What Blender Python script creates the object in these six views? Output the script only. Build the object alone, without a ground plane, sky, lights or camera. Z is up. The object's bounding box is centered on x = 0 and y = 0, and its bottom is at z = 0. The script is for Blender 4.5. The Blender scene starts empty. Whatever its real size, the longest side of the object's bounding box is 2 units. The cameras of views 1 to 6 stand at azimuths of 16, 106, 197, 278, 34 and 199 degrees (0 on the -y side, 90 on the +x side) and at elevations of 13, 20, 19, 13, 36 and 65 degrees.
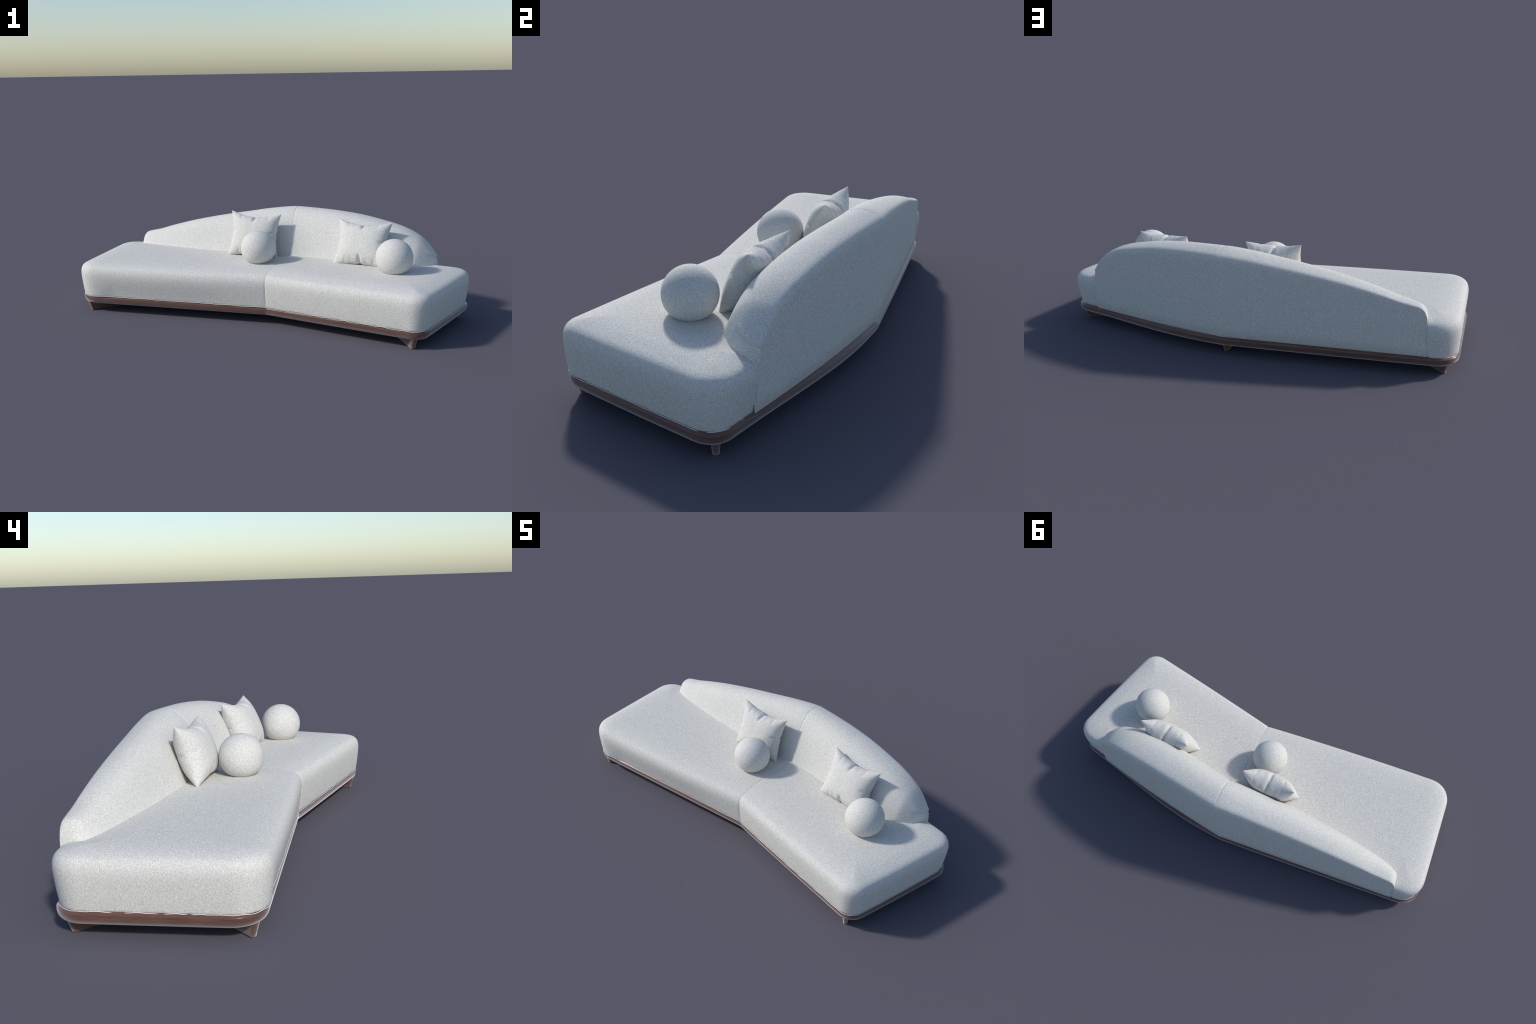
"""Angled two-module sofa with an arched backrest, two cushions and two ball
cushions on a low glossy walnut plinth with blade legs."""
import bpy, math, random
from mathutils import Vector, noise
from mathutils.kdtree import KDTree

random.seed(7)

# ------------------------------------------------------------------ helpers
def V2(x, y): return Vector((x, y))

def lerp(a, b, t): return a + (b - a) * t

def smooth(a, b, x):
    t = min(1.0, max(0.0, (x - a) / (b - a)))
    return t * t * (3 - 2 * t)

def pchip(xs, ys):
    """Monotone cubic interpolation through control points."""
    n = len(xs)
    h = [xs[i + 1] - xs[i] for i in range(n - 1)]
    d = [(ys[i + 1] - ys[i]) / h[i] for i in range(n - 1)]
    m = [0.0] * n
    m[0], m[-1] = d[0], d[-1]
    for i in range(1, n - 1):
        if d[i - 1] * d[i] > 0:
            w1, w2 = 2 * h[i] + h[i - 1], h[i] + 2 * h[i - 1]
            m[i] = (w1 + w2) / (w1 / d[i - 1] + w2 / d[i])
    def f(x):
        if x <= xs[0]: return ys[0]
        if x >= xs[-1]: return ys[-1]
        i = 0
        while x > xs[i + 1]: i += 1
        t = (x - xs[i]) / h[i]
        return ((1 + 2 * t) * (1 - t) ** 2 * ys[i] + t * (1 - t) ** 2 * h[i] * m[i]
                + t * t * (3 - 2 * t) * ys[i + 1] + t * t * (t - 1) * h[i] * m[i + 1])
    return f

def catmull(pts, n):
    """n+1 points, evenly spread by chord length along a centripetal-ish spline."""
    P = [Vector(p) for p in pts]
    P = [P[0] * 2 - P[1]] + P + [P[-1] * 2 - P[-2]]
    dense = []
    for i in range(1, len(P) - 2):
        for k in range(24):
            t = k / 24
            a, b, c, e = P[i - 1], P[i], P[i + 1], P[i + 2]
            dense.append(0.5 * ((2 * b) + (c - a) * t + (2 * a - 5 * b + 4 * c - e) * t * t
                                + (3 * b - a - 3 * c + e) * t ** 3))
    dense.append(P[-2].copy())
    return resample(dense, n)

def resample(dense, n):
    L = [0.0]
    for i in range(1, len(dense)):
        L.append(L[-1] + (dense[i] - dense[i - 1]).length)
    out, j = [], 0
    for k in range(n + 1):
        s = L[-1] * k / n
        while j < len(L) - 2 and L[j + 1] < s: j += 1
        d = L[j + 1] - L[j]
        out.append(dense[j].lerp(dense[j + 1], 0 if d == 0 else (s - L[j]) / d))
    return out

def make_mesh(name, verts, faces, mat, parent, smooth_angle=None):
    me = bpy.data.meshes.new(name)
    me.from_pydata([tuple(v) for v in verts], [], faces)
    me.update()
    me.materials.append(mat)
    for p in me.polygons: p.use_smooth = True
    if smooth_angle is not None:
        me.set_sharp_from_angle(angle=math.radians(smooth_angle))
    ob = bpy.data.objects.new(name, me)
    bpy.context.scene.collection.objects.link(ob)
    ob.parent = parent
    return ob

# ---------------------------------------------------------------- materials
def new_mat(name):
    m = bpy.data.materials.new(name)
    m.use_nodes = True
    nt = m.node_tree
    nt.nodes.clear()
    out = nt.nodes.new("ShaderNodeOutputMaterial")
    b = nt.nodes.new("ShaderNodeBsdfPrincipled")
    nt.links.new(b.outputs[0], out.inputs[0])
    return m, nt, b

def node(nt, kind, **kw):
    n = nt.nodes.new(kind)
    for k, v in kw.items():
        if k in n.inputs: n.inputs[k].default_value = v
        else: setattr(n, k, v)
    return n

def ramp(nt, stops):
    r = nt.nodes.new("ShaderNodeValToRGB")
    e = r.color_ramp.elements
    while len(e) < len(stops): e.new(0.5)
    for el, (p, c) in zip(e, stops):
        el.position = p
        el.color = (*c, 1)
    return r

def fabric_material():
    """Boucle weave: pale slubs on a greyer ground, broken up by fine thread rows."""
    m, nt, b = new_mat("boucle_fabric")
    tc = nt.nodes.new("ShaderNodeTexCoord")
    def threads(scale, stretch):
        mp = node(nt, "ShaderNodeMapping"); mp.inputs["Scale"].default_value = stretch
        nt.links.new(tc.outputs["Object"], mp.inputs["Vector"])
        n = node(nt, "ShaderNodeTexNoise", Scale=scale, Detail=1.5, Roughness=0.6)
        nt.links.new(mp.outputs[0], n.inputs["Vector"])
        return n.outputs["Fac"]
    def add(a, b, k):
        m = node(nt, "ShaderNodeMath", operation='MULTIPLY_ADD')
        m.inputs[1].default_value = k
        nt.links.new(a, m.inputs[0]); nt.links.new(b, m.inputs[2])
        return m.outputs[0]
    weft = threads(150.0, (1.5, 1.5, 4.8))      # dashes lying level
    warp = threads(150.0, (3.6, 3.6, 1.0))      # dashes standing upright
    slub = threads(310.0, (1.0, 1.0, 1.0))
    mix = add(slub, add(warp, weft, 0.9), 0.9)
    r = ramp(nt, [(0.415, (0.505, 0.490, 0.452)), (0.585, (0.765, 0.765, 0.735))])
    sc = node(nt, "ShaderNodeMath", operation='MULTIPLY'); sc.inputs[1].default_value = 1 / 2.8
    nt.links.new(mix, sc.inputs[0])
    nt.links.new(sc.outputs[0], r.inputs[0])
    nt.links.new(r.outputs[0], b.inputs["Base Color"])
    b.inputs["Roughness"].default_value = 0.9
    b.inputs["Specular IOR Level"].default_value = 0.25
    bp = node(nt, "ShaderNodeBump", Strength=0.25, Distance=0.0015)
    nt.links.new(sc.outputs[0], bp.inputs["Height"])
    nt.links.new(bp.outputs[0], b.inputs["Normal"])
    return m

def wood_material():
    m, nt, b = new_mat("lacquered_walnut")
    tc = nt.nodes.new("ShaderNodeTexCoord")
    mp = node(nt, "ShaderNodeMapping"); mp.inputs["Scale"].default_value = (3.0, 6.0, 60.0)
    nt.links.new(tc.outputs["Object"], mp.inputs["Vector"])
    n1 = node(nt, "ShaderNodeTexNoise", Scale=2.2, Detail=5.0, Roughness=0.6, Distortion=0.4)
    nt.links.new(mp.outputs[0], n1.inputs["Vector"])
    r = ramp(nt, [(0.30, (0.084, 0.037, 0.025)), (0.55, (0.121, 0.055, 0.038)), (0.75, (0.158, 0.078, 0.054))])
    nt.links.new(n1.outputs["Fac"], r.inputs[0])
    nt.links.new(r.outputs[0], b.inputs["Base Color"])
    b.inputs["Roughness"].default_value = 0.22
    b.inputs["Sheen Weight"].default_value = 0.9
    b.inputs["Sheen Roughness"].default_value = 0.46
    return m

FABRIC = fabric_material()
WOOD = wood_material()

# ------------------------------------------------------- plan of the plinth
# corners of the widest plan outline (corner radius in the third place)
FL, KF, FR = V2(-0.9995, -0.211), V2(0.037, -0.224), V2(0.821, -0.4615)
BR, KB, BL = V2(1.021, 0.149), V2(0.088, 0.430), V2(-1.000, 0.4460)

def edge(a, b, bulge):
    """Point on an edge that bows out by `bulge` at its middle (right-hand side)."""
    d = b - a
    n = V2(d.y, -d.x).normalized()
    return lambda t: a + d * t + n * (bulge * 4 * t * (1 - t))

E_FRONT_L = edge(FL, KF, 0.007)
E_FRONT_R = edge(KF, FR, 0.003)
E_END_R = edge(FR, BR, 0.004)
E_BACK_R = edge(BR, KB, 0.004)
E_BACK_L = edge(KB, BL, 0.003)
E_END_L = edge(BL, FL, 0.001)

def rounded(corner, p, q, n):
    """Quarter-round from p to q around a corner."""
    k = 0.58
    h1, h2 = p.lerp(corner, k), q.lerp(corner, k)
    out = []
    for i in range(n + 1):
        t = i / n
        out.append(p * (1 - t) ** 3 + h1 * 3 * t * (1 - t) ** 2 + h2 * 3 * t * t * (1 - t) + q * t ** 3)
    return out

def t_at(e, dist, end):
    L = (e(1) - e(0)).length
    return 1 - dist / L if end else dist / L

NF_L, NF_R, NE = 220, 180, 64     # stations: left front, right front, ends

def span(e, t0, t1, n): return [e(lerp(t0, t1, i / n)) for i in range(n + 1)]

R_FL, R_FR, R_BR, R_BL = 0.110, 0.078, 0.090, 0.105

def outline(fl, fr, br, bl, e):
    """front (left->right), right end (front->back), back (right->left), left end
    (back->front); matching counts so that opposite sides pair up."""
    front_l, front_r, end_r, back_r, back_l, end_l = e
    front = (span(front_l, t_at(front_l, R_FL, 0), 1, NF_L)
             + span(front_r, 0, t_at(front_r, R_FR, 1), NF_R)[1:])
    back = (span(back_r, t_at(back_r, R_BR, 0), 1, NF_R)
            + span(back_l, 0, t_at(back_l, R_BL, 1), NF_L)[1:])
    def end(edge_, r0, r1, c0, c1, p, q):
        t0, t1 = t_at(edge_, r0, 0), t_at(edge_, r1, 1)
        dense = rounded(c0, p, edge_(t0), 20) + span(edge_, t0, t1, 20)[1:] + rounded(c1, edge_(t1), q, 20)[1:]
        return resample(dense, NE)
    right = end(end_r, R_FR, R_BR, fr, br, front[-1], back[0])
    left = end(end_l, R_BL, R_FL, bl, fl, back[-1], front[0])
    return front, right, back, left

FRONT, RIGHT, BACK, LEFT = outline(FL, FR, BR, BL, (E_FRONT_L, E_FRONT_R, E_END_R, E_BACK_R, E_BACK_L, E_END_L))
RING = FRONT[:-1] + RIGHT[:-1] + BACK[:-1] + LEFT[:-1]
NR = len(RING)
NFR = NF_L + NF_R
I_KF, I_KB = NF_L, NFR + NE + NF_R           # ring indices of both kinks

def normals(ring):
    out = []
    n = len(ring)
    for i in range(n):
        d1 = (ring[i] - ring[i - 1]).normalized()
        d2 = (ring[(i + 1) % n] - ring[i]).normalized()
        d = (d1 + d2).normalized()
        c = max(0.5, d.dot(d1))
        out.append(V2(d.y, -d.x) / c)
    return out
NORM = normals(RING)

# the plinth: set back under the front, bowed out behind the right module
P_FL, P_KF, P_FR = V2(-0.9995, -0.199), V2(0.0365, -0.2125), V2(0.819, -0.450)
P_BR, P_KB, P_BL = V2(1.022, 0.150), V2(0.085, 0.4305), V2(-0.9995, 0.4465)
_straight = edge(P_BR, P_KB, 0.0)
_side = V2((P_KB - P_BR).y, -(P_KB - P_BR).x).normalized()
def plinth_back(t): return _straight(t) + _side * (0.024 * math.sin(math.pi * t ** 1.7))
_f, _r, _b, _l = outline(P_FL, P_FR, P_BR, P_BL, (edge(P_FL, P_KF, 0.0), edge(P_KF, P_FR, 0.002), edge(P_FR, P_BR, 0.004),
                                                  plinth_back, edge(P_KB, P_BL, 0.003), edge(P_BL, P_FL, 0.001)))
PLINTH_RING = _f[:-1] + _r[:-1] + _b[:-1] + _l[:-1]
PLINTH_NORM = normals(PLINTH_RING)

# -------------------------------------------------------------- sofa object
sofa = bpy.data.objects.new("curved_sofa", None)
bpy.context.scene.collection.objects.link(sofa)
sofa["label"] = "angled off-white boucle sofa with arched back on walnut plinth"
sofa["category"] = "sofa"

# ------------------------------------------------------------------- plinth
# (inset from the widest outline, height)
PLINTH = [(0.120, 0.0475), (0.030, 0.0475), (0.0175, 0.0475), (0.0156, 0.0480), (0.0120, 0.0508), (0.0085, 0.0545), (0.0055, 0.0592), (0.0036, 0.0640),
          (0.0026, 0.0700), (0.0025, 0.0750), (0.0031, 0.0800), (0.0034, 0.0814), (0.0040, 0.0823), (0.0051, 0.0831), (0.0110, 0.0872),
          (0.0140, 0.0893), (0.0155, 0.0898), (0.030, 0.0898), (0.05, 0.0898)]

def build_plinth():
    verts, faces = [], []
    for ins, z in PLINTH:
        for p, n in zip(PLINTH_RING, PLINTH_NORM):
            q = p - n * ins
            verts.append((q.x, q.y, z))
    for j in range(len(PLINTH) - 1):
        for i in range(NR):
            k = (i + 1) % NR
            faces.append((j * NR + i, j * NR + k, (j + 1) * NR + k, (j + 1) * NR + i))
    # close the underside by bridging paired front and back stations
    faces.append(tuple(range(NR - 1, -1, -1)))
    faces.append(tuple((len(PLINTH) - 1) * NR + i for i in range(NR)))
    return make_mesh("plinth", verts, faces, WOOD, sofa, 50)
build_plinth()

# --------------------------------------------------------------------- legs
def leg_mesh():
    """Blade with a raked, rounded nose; x runs inwards from the foot of the nose."""
    def section(z):
        t = z / 0.052
        w = lerp(0.0100, 0.0145, t)           # half width
        x0 = lerp(0.0, -0.017, t)             # nose leans out
        pts = []
        for k in range(9):
            a = math.pi * (k / 8 - 0.5)
            pts.append((x0 + 0.010 * (1 - math.cos(a)), w * math.sin(a)))
        return pts + [(0.17, w), (0.17, -w)]
    verts, faces = [], []
    zs = (0.0, 0.0015, 0.02, 0.052)
    for j, z in enumerate(zs):
        for x, y in section(z):
            if j == 0: y *= 0.9; x += 0.001
            verts.append((x, y, z))
    n = 11
    for j in range(len(zs) - 1):
        for i in range(n):
            k = (i + 1) % n
            faces.append((j * n + i, j * n + k, (j + 1) * n + k, (j + 1) * n + i))
    faces.append(tuple(range(n - 1, -1, -1)))
    faces.append(tuple((len(zs) - 1) * n + i for i in range(n)))
    return verts, faces

# foot of the nose, heading of the blade towards the inside (degrees)
LEGS = [((-0.938, -0.158), 45), ((-0.938, 0.392), -45), ((0.774, -0.404), 117),
        ((0.957, 0.124), 197), ((0.084, 0.380), 266)]
first = None
for (x, y), ang in LEGS:
    if first is None:
        v, f = leg_mesh()
        ob = first = make_mesh("leg", v, f, WOOD, sofa, 40)
    else:
        ob = first.copy()
        bpy.context.scene.collection.objects.link(ob)
    ob.location = (x, y, 0)
    ob.rotation_euler = (0, 0, math.radians(ang))

def undercut(i, z):
    """The left module's front leans in further towards the plinth."""
    if i > NF_L: return 0.0
    t = i / NF_L
    return 0.011 * smooth(0.0, 0.12, t) * (1 - 0.85 * smooth(0.6, 1.0, t)) * (1 - smooth(0.09, 0.20, z))

# added pale strand imitating the plinth edge's gloss highlight, dipping here and there
def build_glint_line():
    m, nt, b = new_mat("glint_white")
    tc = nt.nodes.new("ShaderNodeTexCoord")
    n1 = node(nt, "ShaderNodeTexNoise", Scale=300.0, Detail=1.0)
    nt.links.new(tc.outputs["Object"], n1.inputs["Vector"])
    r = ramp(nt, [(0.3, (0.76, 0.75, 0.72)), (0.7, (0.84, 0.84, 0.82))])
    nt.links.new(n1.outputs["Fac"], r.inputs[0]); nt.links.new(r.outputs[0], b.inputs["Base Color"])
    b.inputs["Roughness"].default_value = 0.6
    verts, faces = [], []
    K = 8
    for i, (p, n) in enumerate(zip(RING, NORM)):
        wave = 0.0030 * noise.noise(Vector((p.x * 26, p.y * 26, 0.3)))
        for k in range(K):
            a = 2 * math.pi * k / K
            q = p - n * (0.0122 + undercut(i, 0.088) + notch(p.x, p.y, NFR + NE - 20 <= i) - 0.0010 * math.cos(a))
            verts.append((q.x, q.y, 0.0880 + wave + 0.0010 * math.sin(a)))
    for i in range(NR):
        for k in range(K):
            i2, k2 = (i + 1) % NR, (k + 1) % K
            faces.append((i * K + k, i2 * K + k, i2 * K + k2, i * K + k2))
    make_mesh("glint_line", verts, faces, m, sofa)

# ------------------------------------------------------------ seat cushions
SEAT = [(0.0230, 0.0885), (0.0150, 0.0885), (0.0132, 0.0905), (0.0120, 0.0970), (0.0092, 0.1130), (0.0062, 0.135), (0.0035, 0.158),
        (0.0012, 0.180), (0.0, 0.198), (0.0002, 0.210), (0.0016, 0.2205), (0.0046, 0.2305), (0.0095, 0.2392), (0.0165, 0.2460),
        (0.0260, 0.2512), (0.0380, 0.2550), (0.0520, 0.2580)]
SEAM_L, SEAM_R = -0.862, 0.842               # where the backrest ends on the rear wall

def notch(x, y, rear):
    """The rear wall steps in behind the backrest."""
    if not rear: return 0.0
    return 0.030 * smooth(SEAM_L - 0.001, SEAM_L + 0.006, x) * (1 - smooth(SEAM_R - 0.014, SEAM_R - 0.006, x))

build_glint_line()

def build_seats():
    REAR0, REAR1 = NFR + NE - 20, NFR + NE + NFR + 20
    rings = []
    for ins, z in SEAT:
        ring = []
        for i, (p, n) in enumerate(zip(RING, NORM)):
            q = p - n * (ins + undercut(i, z) + notch(p.x, p.y, REAR0 <= i <= REAR1))
            ring.append(Vector((q.x, q.y, z)))
        rings.append(ring)
    top = rings[-1]
    F = [top[i] for i in range(NFR + 1)]
    R = [top[NFR + i] for i in range(NE + 1)]
    B = [top[(2 * NFR + NE - i) % NR] for i in range(NFR + 1)]      # left -> right
    L = [top[(2 * NFR + 2 * NE - i) % NR] for i in range(NE + 1)]   # front -> back
    rim = KDTree(NR * 4)
    for i in range(NR):
        for k in range(4):
            q = top[i].lerp(top[(i + 1) % NR], k / 4)
            rim.insert((q.x, q.y, 0), i * 4 + k)
    rim.balance()
    grid = {}
    for i in range(NFR + 1):
        u = i / NFR
        for j in range(NE + 1):
            v = j / NE
            # ruled from front to back, easing into the rounded ends
            wl, wr = max(0, 1 - u / 0.16) ** 2, max(0, 1 - (1 - u) / 0.16) ** 2
            p = (F[i].lerp(B[i], v) + (L[j] - F[0].lerp(B[0], v)) * wl + (R[j] - F[-1].lerp(B[-1], v)) * wr)
            # shallow crown, rising within a hand's breadth of the rounded rim
            p.z += lerp(0.0095, 0.0125, smooth(0.5, 0.62, u)) * (1 - math.exp(-rim.find((p.x, p.y, 0))[2] / 0.045))
            grid[i, j] = p
    # stitch both modules from the same lattice, with a soft valley along the joint
    for part, (lo, hi) in enumerate(((0, NF_L), (NF_L, NFR))):
        verts, faces, idx = [], [], {}
        def vid(key, p):
            if key not in idx:
                idx[key] = len(verts); verts.append(p)
            return idx[key]
        # direction of the joint and its distance
        a, b = RING[I_KF], RING[I_KB]
        d = (b - a).normalized(); nrm = V2(d.y, -d.x)
        def sink(p, out):
            """round the cloth over into the joint"""
            dist = abs((V2(p.x, p.y) - a).dot(nrm))
            s = math.exp(-(dist / 0.004) ** 1.3) * smooth(0.09, 0.13, p.z)
            return p - out * 0.0022 * s
        def ring_pt(j, i):
            n = NORM[i % NR]
            zdir = smooth(0.20, 0.255, SEAT[j][1])
            out = Vector((n.x * (1 - zdir), n.y * (1 - zdir), zdir))
            return sink(rings[j][i % NR], out)
        def in_part(i):
            i %= NR
            if part == 0: return i <= I_KF or i >= I_KB
            return I_KF <= i <= I_KB
        for j in range(len(SEAT) - 1):
            for i in range(NR):
                if in_part(i) and in_part(i + 1) and not (part == 1 and i == I_KB) and not (part == 0 and i == I_KF):
                    k = (i + 1) % NR
                    def key(jj, ii):
                        return (jj, ii)
                    faces.append(tuple(vid(key(jj, ii), ring_pt(jj, ii)) for jj, ii in ((j, i), (j, k), (j + 1, k), (j + 1, i))))
        J = len(SEAT) - 1
        def gkey(i, j):
            if j == 0: return (J, i % NR)
            if j == NE: return (J, (2 * NFR + NE - i) % NR)
            if i == 0: return (J, (2 * NFR + 2 * NE - j) % NR)
            if i == NFR: return (J, NFR + j)
            return ('g', i, j)
        for i in range(lo, hi):
            for j in range(NE):
                f = []
                for ii, jj in ((i, j), (i + 1, j), (i + 1, j + 1), (i, j + 1)):
                    k = gkey(ii, jj)
                    p = ring_pt(J, k[1]) if k[0] == J else sink(grid[ii, jj], Vector((0, 0, 1)))
                    f.append(vid(k, p))
                if len(set(f)) >= 3: faces.append(tuple(f))
        make_mesh("seat_cushion", verts, faces, FABRIC, sofa)
build_seats()

# ----------------------------------------------------------------- backrest
ZS = 0.252                                  # level where it meets the seat
# rear x | foot of the front face on the seat (x, y) | height
REST = [(-0.8630, -0.8630, 0.4130, 0.245),
        (-0.8615, -0.8620, 0.3900, 0.268),
        (-0.8570, -0.8580, 0.3720, 0.288),
        (-0.8480, -0.8500, 0.3580, 0.308),
        (-0.8320, -0.8350, 0.3450, 0.321),
        (-0.8000, -0.8030, 0.3260, 0.330),
        (-0.7500, -0.7500, 0.3060, 0.342),
        (-0.6730, -0.6730, 0.2830, 0.366),
        (-0.5160, -0.5200, 0.2450, 0.408),
        (-0.3560, -0.3600, 0.2130, 0.442),
        (-0.1920, -0.2000, 0.1870, 0.471),
        (-0.0590, -0.0700, 0.1740, 0.493),
        (0.0850, 0.0680, 0.1600, 0.507),
        (0.2580, 0.2200, 0.1280, 0.502),
        (0.4280, 0.3800, 0.0880, 0.487),
        (0.5630, 0.5200, 0.0600, 0.464),
        (0.6690, 0.6300, 0.0470, 0.438),
        (0.7580, 0.7250, 0.0530, 0.395),
        (0.7980, 0.7780, 0.0820, 0.356),
        (0.8250, 0.8120, 0.1150, 0.318),
        (0.8380, 0.8330, 0.1500, 0.288),
        (0.8430, 0.8430, 0.1880, 0.245)]
# section above the seat: (share of depth, share of height)
SECTION = [(0.0, 0.0), (0.0, 0.30), (0.0, 0.60), (0.004, 0.80), (0.022, 0.885), (0.065, 0.933), (0.15, 0.968), (0.25, 0.993),
           (0.335, 1.0), (0.43, 0.985), (0.53, 0.938), (0.63, 0.850), (0.71, 0.735), (0.77, 0.60), (0.83, 0.44), (0.91, 0.215),
           (1.0, 0.0)]

# plumper section towards the ends
SECTION_FULL = [(0.0, 0.0), (0.0, 0.30), (0.0, 0.60), (0.003, 0.835), (0.018, 0.915), (0.06, 0.962), (0.14, 0.988), (0.25, 1.0),
                (0.37, 0.996), (0.49, 0.968), (0.59, 0.915), (0.68, 0.830), (0.755, 0.720), (0.82, 0.585), (0.875, 0.43), (0.935, 0.23),
                (1.0, 0.0)]

def build_backrest():
    cx = pchip([r[0] for r in REST], [r[1] for r in REST])
    cy = pchip([r[0] for r in REST], [r[2] for r in REST])
    hh = pchip([r[0] for r in REST], [r[3] for r in REST])
    # rear wall: straight behind either module
    def ry(x):
        if x < KB.x: return lerp(0.4385, 0.4210, (x + 0.863) / (KB.x + 0.863))
        t = (x - KB.x) / (0.846 - KB.x)
        return lerp(0.4210, 0.2070, t) + 0.011 * 4 * t * (1 - t)
    prof_a, prof_b = catmull(SECTION, 72), catmull(SECTION_FULL, 72)
    full = pchip([-0.87, -0.60, -0.40, -0.10, 0.085, 0.25, 0.45, 0.85], [0.40, 0.25, 0.05, 0.0, 0.0, 0.35, 0.85, 1.0])
    def stations(x0, x1, n, ease0, ease1):
        out = []
        for i in range(n + 1):
            t = i / n
            if ease0: t = t * t * (3 - 2 * t) * 0.55 + t ** 2.6 * 0.45
            if ease1: t = 1 - ((1 - t) ** 2 * (3 - 2 * (1 - t)) * 0.55 + (1 - t) ** 2.6 * 0.45)
            out.append(lerp(x0, x1, t))
        return out
    xk = KB.x
    lists = (stations(REST[0][0], xk, 130, True, False), stations(xk, REST[-1][0], 120, False, True))
    for part, xs in enumerate(lists):
        if part == 0: xs = xs[:-1] + [xk - 0.004, xk - 0.002, xk - 0.001, xk]
        else: xs = [xk, xk + 0.001, xk + 0.002, xk + 0.004] + xs[1:]
        xs = sorted(set(xs))
        verts, faces = [], []
        for x in xs:
            b = V2(x, ry(x)); c = V2(cx(x), cy(x)); H = hh(x)
            D = c - b
            seam = 0.0016 * math.exp(-(abs(x - xk) / 0.003) ** 1.3)
            end = min(smooth(REST[0][0], REST[0][0] + 0.012, x), 1 - smooth(REST[-1][0] - 0.012, REST[-1][0], x))
            wall = 0.0012 * (1 - end)
            sec = [(0.012 / max(D.length, 0.03) * 1.0, 0.0885), (0.0035 / max(D.length, 0.03), 0.0900),
                   (0.0, 0.0945), (0.0, 0.14), (0.0, 0.19), (0.0, 0.23)]
            pts = [(a, z) for a, z in sec]
            w = full(x)
            for p, q in zip(prof_a, prof_b):
                a, h = p.lerp(q, w)
                pts.append((a, ZS + (H - ZS) * h if H > ZS else ZS - 0.004 + 0.002 * h))
            pts.append((1.0, 0.215))
            m = len(pts)
            for k, (a, z) in enumerate(pts):
                q = b + D * a
                # valley of the joint on the upholstered faces only
                if a > 0.02:
                    s = seam * smooth(0.02, 0.2, a)
                    z -= s * (1 - smooth(0.45, 0.8, a))
                    q -= D.normalized() * s * smooth(0.3, 0.8, a)
                q += D.normalized() * wall
                # tuck of cloth low on the right-hand end
                if x > 0.74 and a > 0.0:
                    off = z - (0.312 - (q.y - 0.136) * 0.34)
                    tuck = smooth(0.78, 0.812, q.x) * smooth(0.105, 0.14, q.y)
                    q += V2(-0.9, 0.3) * tuck * (0.0065 * math.exp(-(off / 0.005) ** 2) - 0.004 * math.exp(-((off - 0.012) / 0.009) ** 2))
                verts.append(Vector((q.x, q.y, z)))
        for i in range(len(xs) - 1):
            for k in range(m - 1):
                faces.append((i * m + k, i * m + k + 1, (i + 1) * m + k + 1, (i + 1) * m + k))
        # close the outer end
        if part == 0: faces.append(tuple(range(m - 1, -1, -1)))
        else: faces.append(tuple((len(xs) - 1) * m + k for k in range(m)))
        make_mesh("backrest", verts, faces, FABRIC, sofa, 60)
build_backrest()

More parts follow.
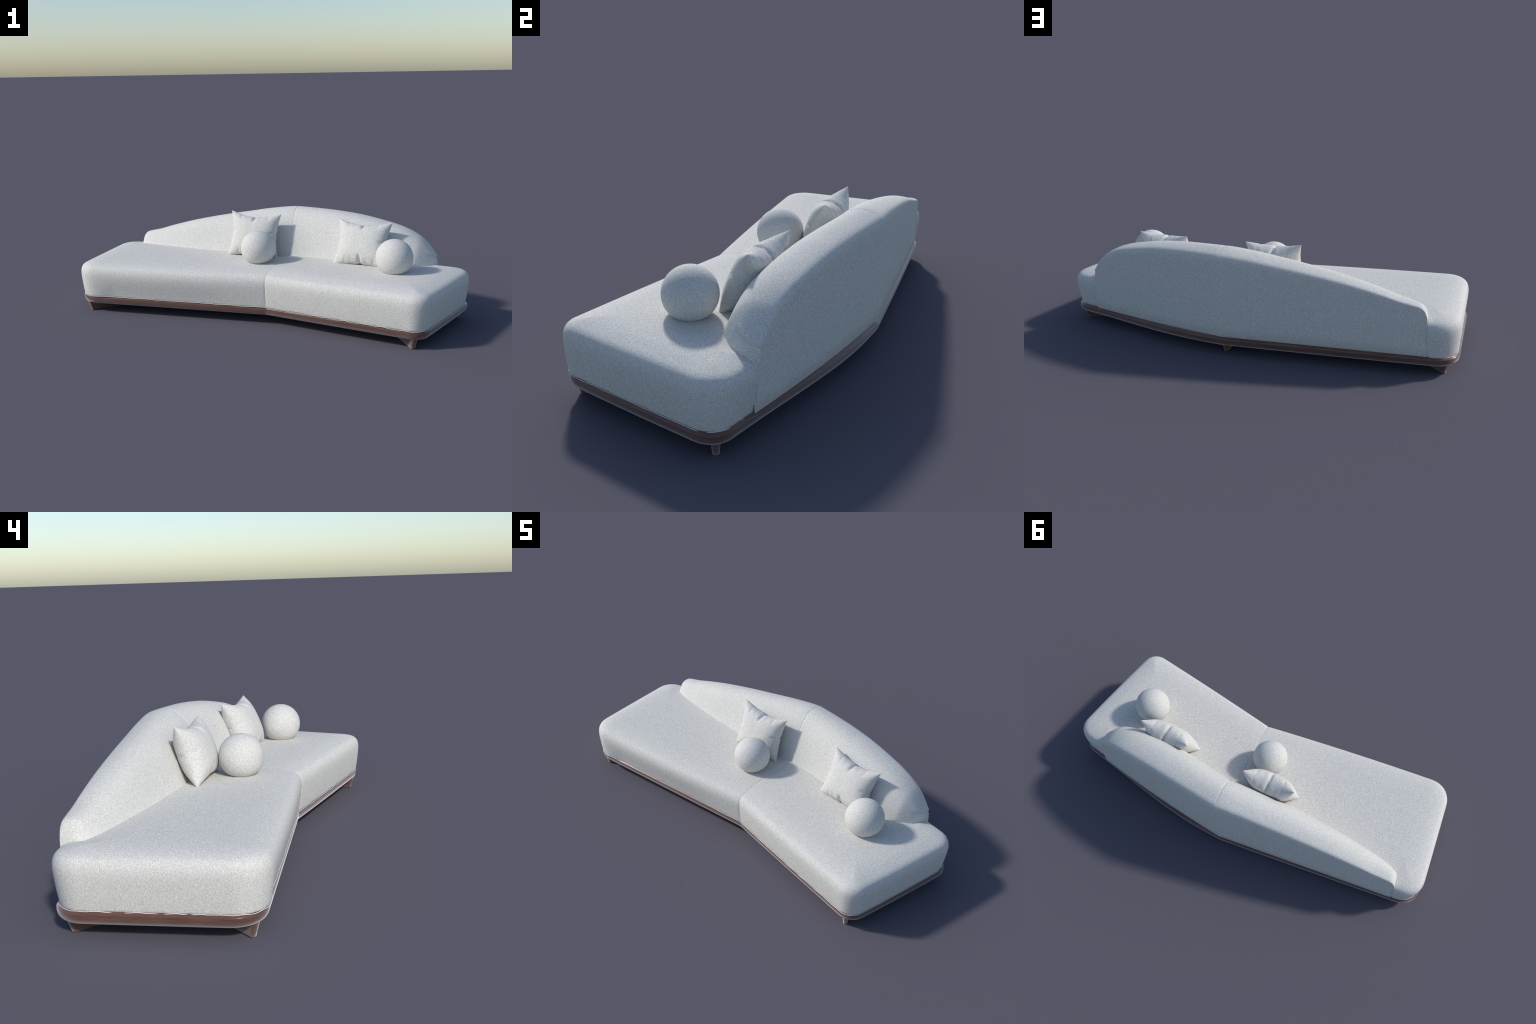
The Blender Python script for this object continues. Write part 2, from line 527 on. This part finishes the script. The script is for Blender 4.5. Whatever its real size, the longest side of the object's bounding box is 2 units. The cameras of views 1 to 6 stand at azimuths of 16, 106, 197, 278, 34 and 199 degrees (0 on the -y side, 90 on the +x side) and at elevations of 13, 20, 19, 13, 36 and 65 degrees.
# ------------------------------------------------------------ throw pillows
def build_pillow(TL, TR, BL_, BR_, thick_f, thick_b):
    """Knife-edge pillow: concave edges, pinched seams, pointed corners."""
    TL, TR, BL_, BR_ = map(Vector, (TL, TR, BL_, BR_))
    ex = ((TR - TL) + (BR_ - BL_)).normalized()
    ey = ((TL - BL_) + (TR - BR_)).normalized()
    ez = ex.cross(ey).normalized()             # towards the sitter or away
    if ez.y > 0: ez = -ez
    c = (TL + TR + BL_ + BR_) / 4
    N = 72
    def warp(t):                               # denser at the edges
        return math.copysign(1 - (1 - abs(t)) ** 1.35, t)
    verts, faces, idx = [], [], {}
    def pt(u, v, side):
        au, av = abs(u), abs(v)
        inx = 0.135 * (1 - v * v) ** 1.2 * au ** 1.5
        iny = (0.235 if v > 0 else 0.10) * (1 - u * u) ** 1.2 * av ** 1.5
        # pinch folds half way along each seam and two smaller by the corners
        pt_top = math.exp(-((u - 0.02) / 0.045) ** 2) * smooth(0.45, 0.95, av)
        pt_side = math.exp(-((v - 0.05) / 0.06) ** 2) * smooth(0.6, 1.0, au)
        iny += 0.045 * math.exp(-((u - 0.02) / 0.07) ** 2) * smooth(0.55, 1, av)
        U = u * (1 - inx); W = v * (1 - iny)
        s, t = (U + 1) / 2, (W + 1) / 2
        p = BL_ * (1 - s) * (1 - t) + BR_ * s * (1 - t) + TL * (1 - s) * t + TR * s * t
        f = (max(0, 1 - au ** 2.6) * max(0, 1 - av ** 2.6)) ** 0.56
        f *= 1 - 0.62 * pt_top - 0.28 * pt_side
        for w0, k in ((-0.52, 0.20), (0.56, 0.20), (-0.28, 0.07), (0.3, 0.08)):
            f *= 1 - k * math.exp(-((u - w0) / 0.05) ** 2) * smooth(0.6, 0.95, av)
        f += 0.02 * noise.noise(Vector((u * 3.1, v * 3.1, side * 5.0))) * max(0, 1 - au ** 4) * max(0, 1 - av ** 4)
        th = thick_f if side > 0 else thick_b
        return p + ez * (side * th * f)
    for side in (1, -1):
        for i in range(N + 1):
            for j in range(N + 1):
                u, v = warp(2 * i / N - 1), warp(2 * j / N - 1)
                border = i in (0, N) or j in (0, N)
                k = (0 if border else side, i, j)
                if k not in idx:
                    idx[k] = len(verts); verts.append(pt(u, v, side))
        for i in range(N):
            for j in range(N):
                q = []
                for a, b in ((i, j), (i + 1, j), (i + 1, j + 1), (i, j + 1)):
                    bd = a in (0, N) or b in (0, N)
                    q.append(idx[(0 if bd else side, a, b)])
                faces.append(tuple(q if side > 0 else q[::-1]))
    ob = make_mesh("throw_pillow", verts, faces, FABRIC, None)
    ob["label"] = "square off-white boucle throw pillow with pinched pointed corners"
    ob["category"] = "pillow"
    bm_fix(ob)
    return ob

def bm_fix(ob):
    import bmesh
    bm = bmesh.new(); bm.from_mesh(ob.data)
    bmesh.ops.recalc_face_normals(bm, faces=bm.faces)
    bm.to_mesh(ob.data); bm.free()

build_pillow((-0.257, 0.216, 0.4945), (0.0245, 0.186, 0.488), (-0.262, 0.139, 0.264), (0.0195, 0.112, 0.265), 0.058, 0.066)
build_pillow((0.342, 0.147, 0.4835), (0.620, 0.091, 0.481), (0.325, 0.051, 0.263), (0.603, -0.004, 0.261), 0.058, 0.066)

# ------------------------------------------------------------- ball cushions
def build_ball(cx, cy, cz, r):
    verts, faces = [], []
    NU, NV = 96, 56
    floor = 0.2600 - cz
    for j in range(NV + 1):
        th = math.pi * j / NV
        for i in range(NU):
            ph = 2 * math.pi * i / NU
            x, y, z = r * math.sin(th) * math.cos(ph), r * math.sin(th) * math.sin(ph), r * math.cos(th)
            # the ball settles on the seat: soft flat underside
            k = 0.010
            d = z - floor
            z2 = floor + (d + math.sqrt(d * d + k * k)) / 2
            sag = max(0, -z / r) ** 2 * 0.02
            verts.append((x * (1 + sag), y * (1 + sag), z2))
    for j in range(NV):
        for i in range(NU):
            k = (i + 1) % NU
            faces.append((j * NU + i, (j + 1) * NU + i, (j + 1) * NU + k, j * NU + k))
    ob = make_mesh("ball_cushion", verts, faces, FABRIC, None)
    ob["label"] = "round off-white boucle ball cushion, slightly flattened underneath"
    ob["category"] = "cushion"
    import bmesh
    bm = bmesh.new(); bm.from_mesh(ob.data)
    bmesh.ops.remove_doubles(bm, verts=bm.verts, dist=1e-6)
    bmesh.ops.recalc_face_normals(bm, faces=bm.faces)
    bm.to_mesh(ob.data); bm.free()
    for p in ob.data.polygons: p.use_smooth = True
    ob.location = (cx, cy, cz)
    return ob

build_ball(0.648, -0.080, 0.3410, 0.0905)
build_ball(-0.055, 0.003, 0.3400, 0.0895)

# make every closed skin face outwards
for ob in list(bpy.data.objects):
    if ob.type == 'MESH' and ob.name.split('.')[0] in ("plinth", "glint_line", "leg", "seat_cushion", "backrest"):
        bm_fix(ob)
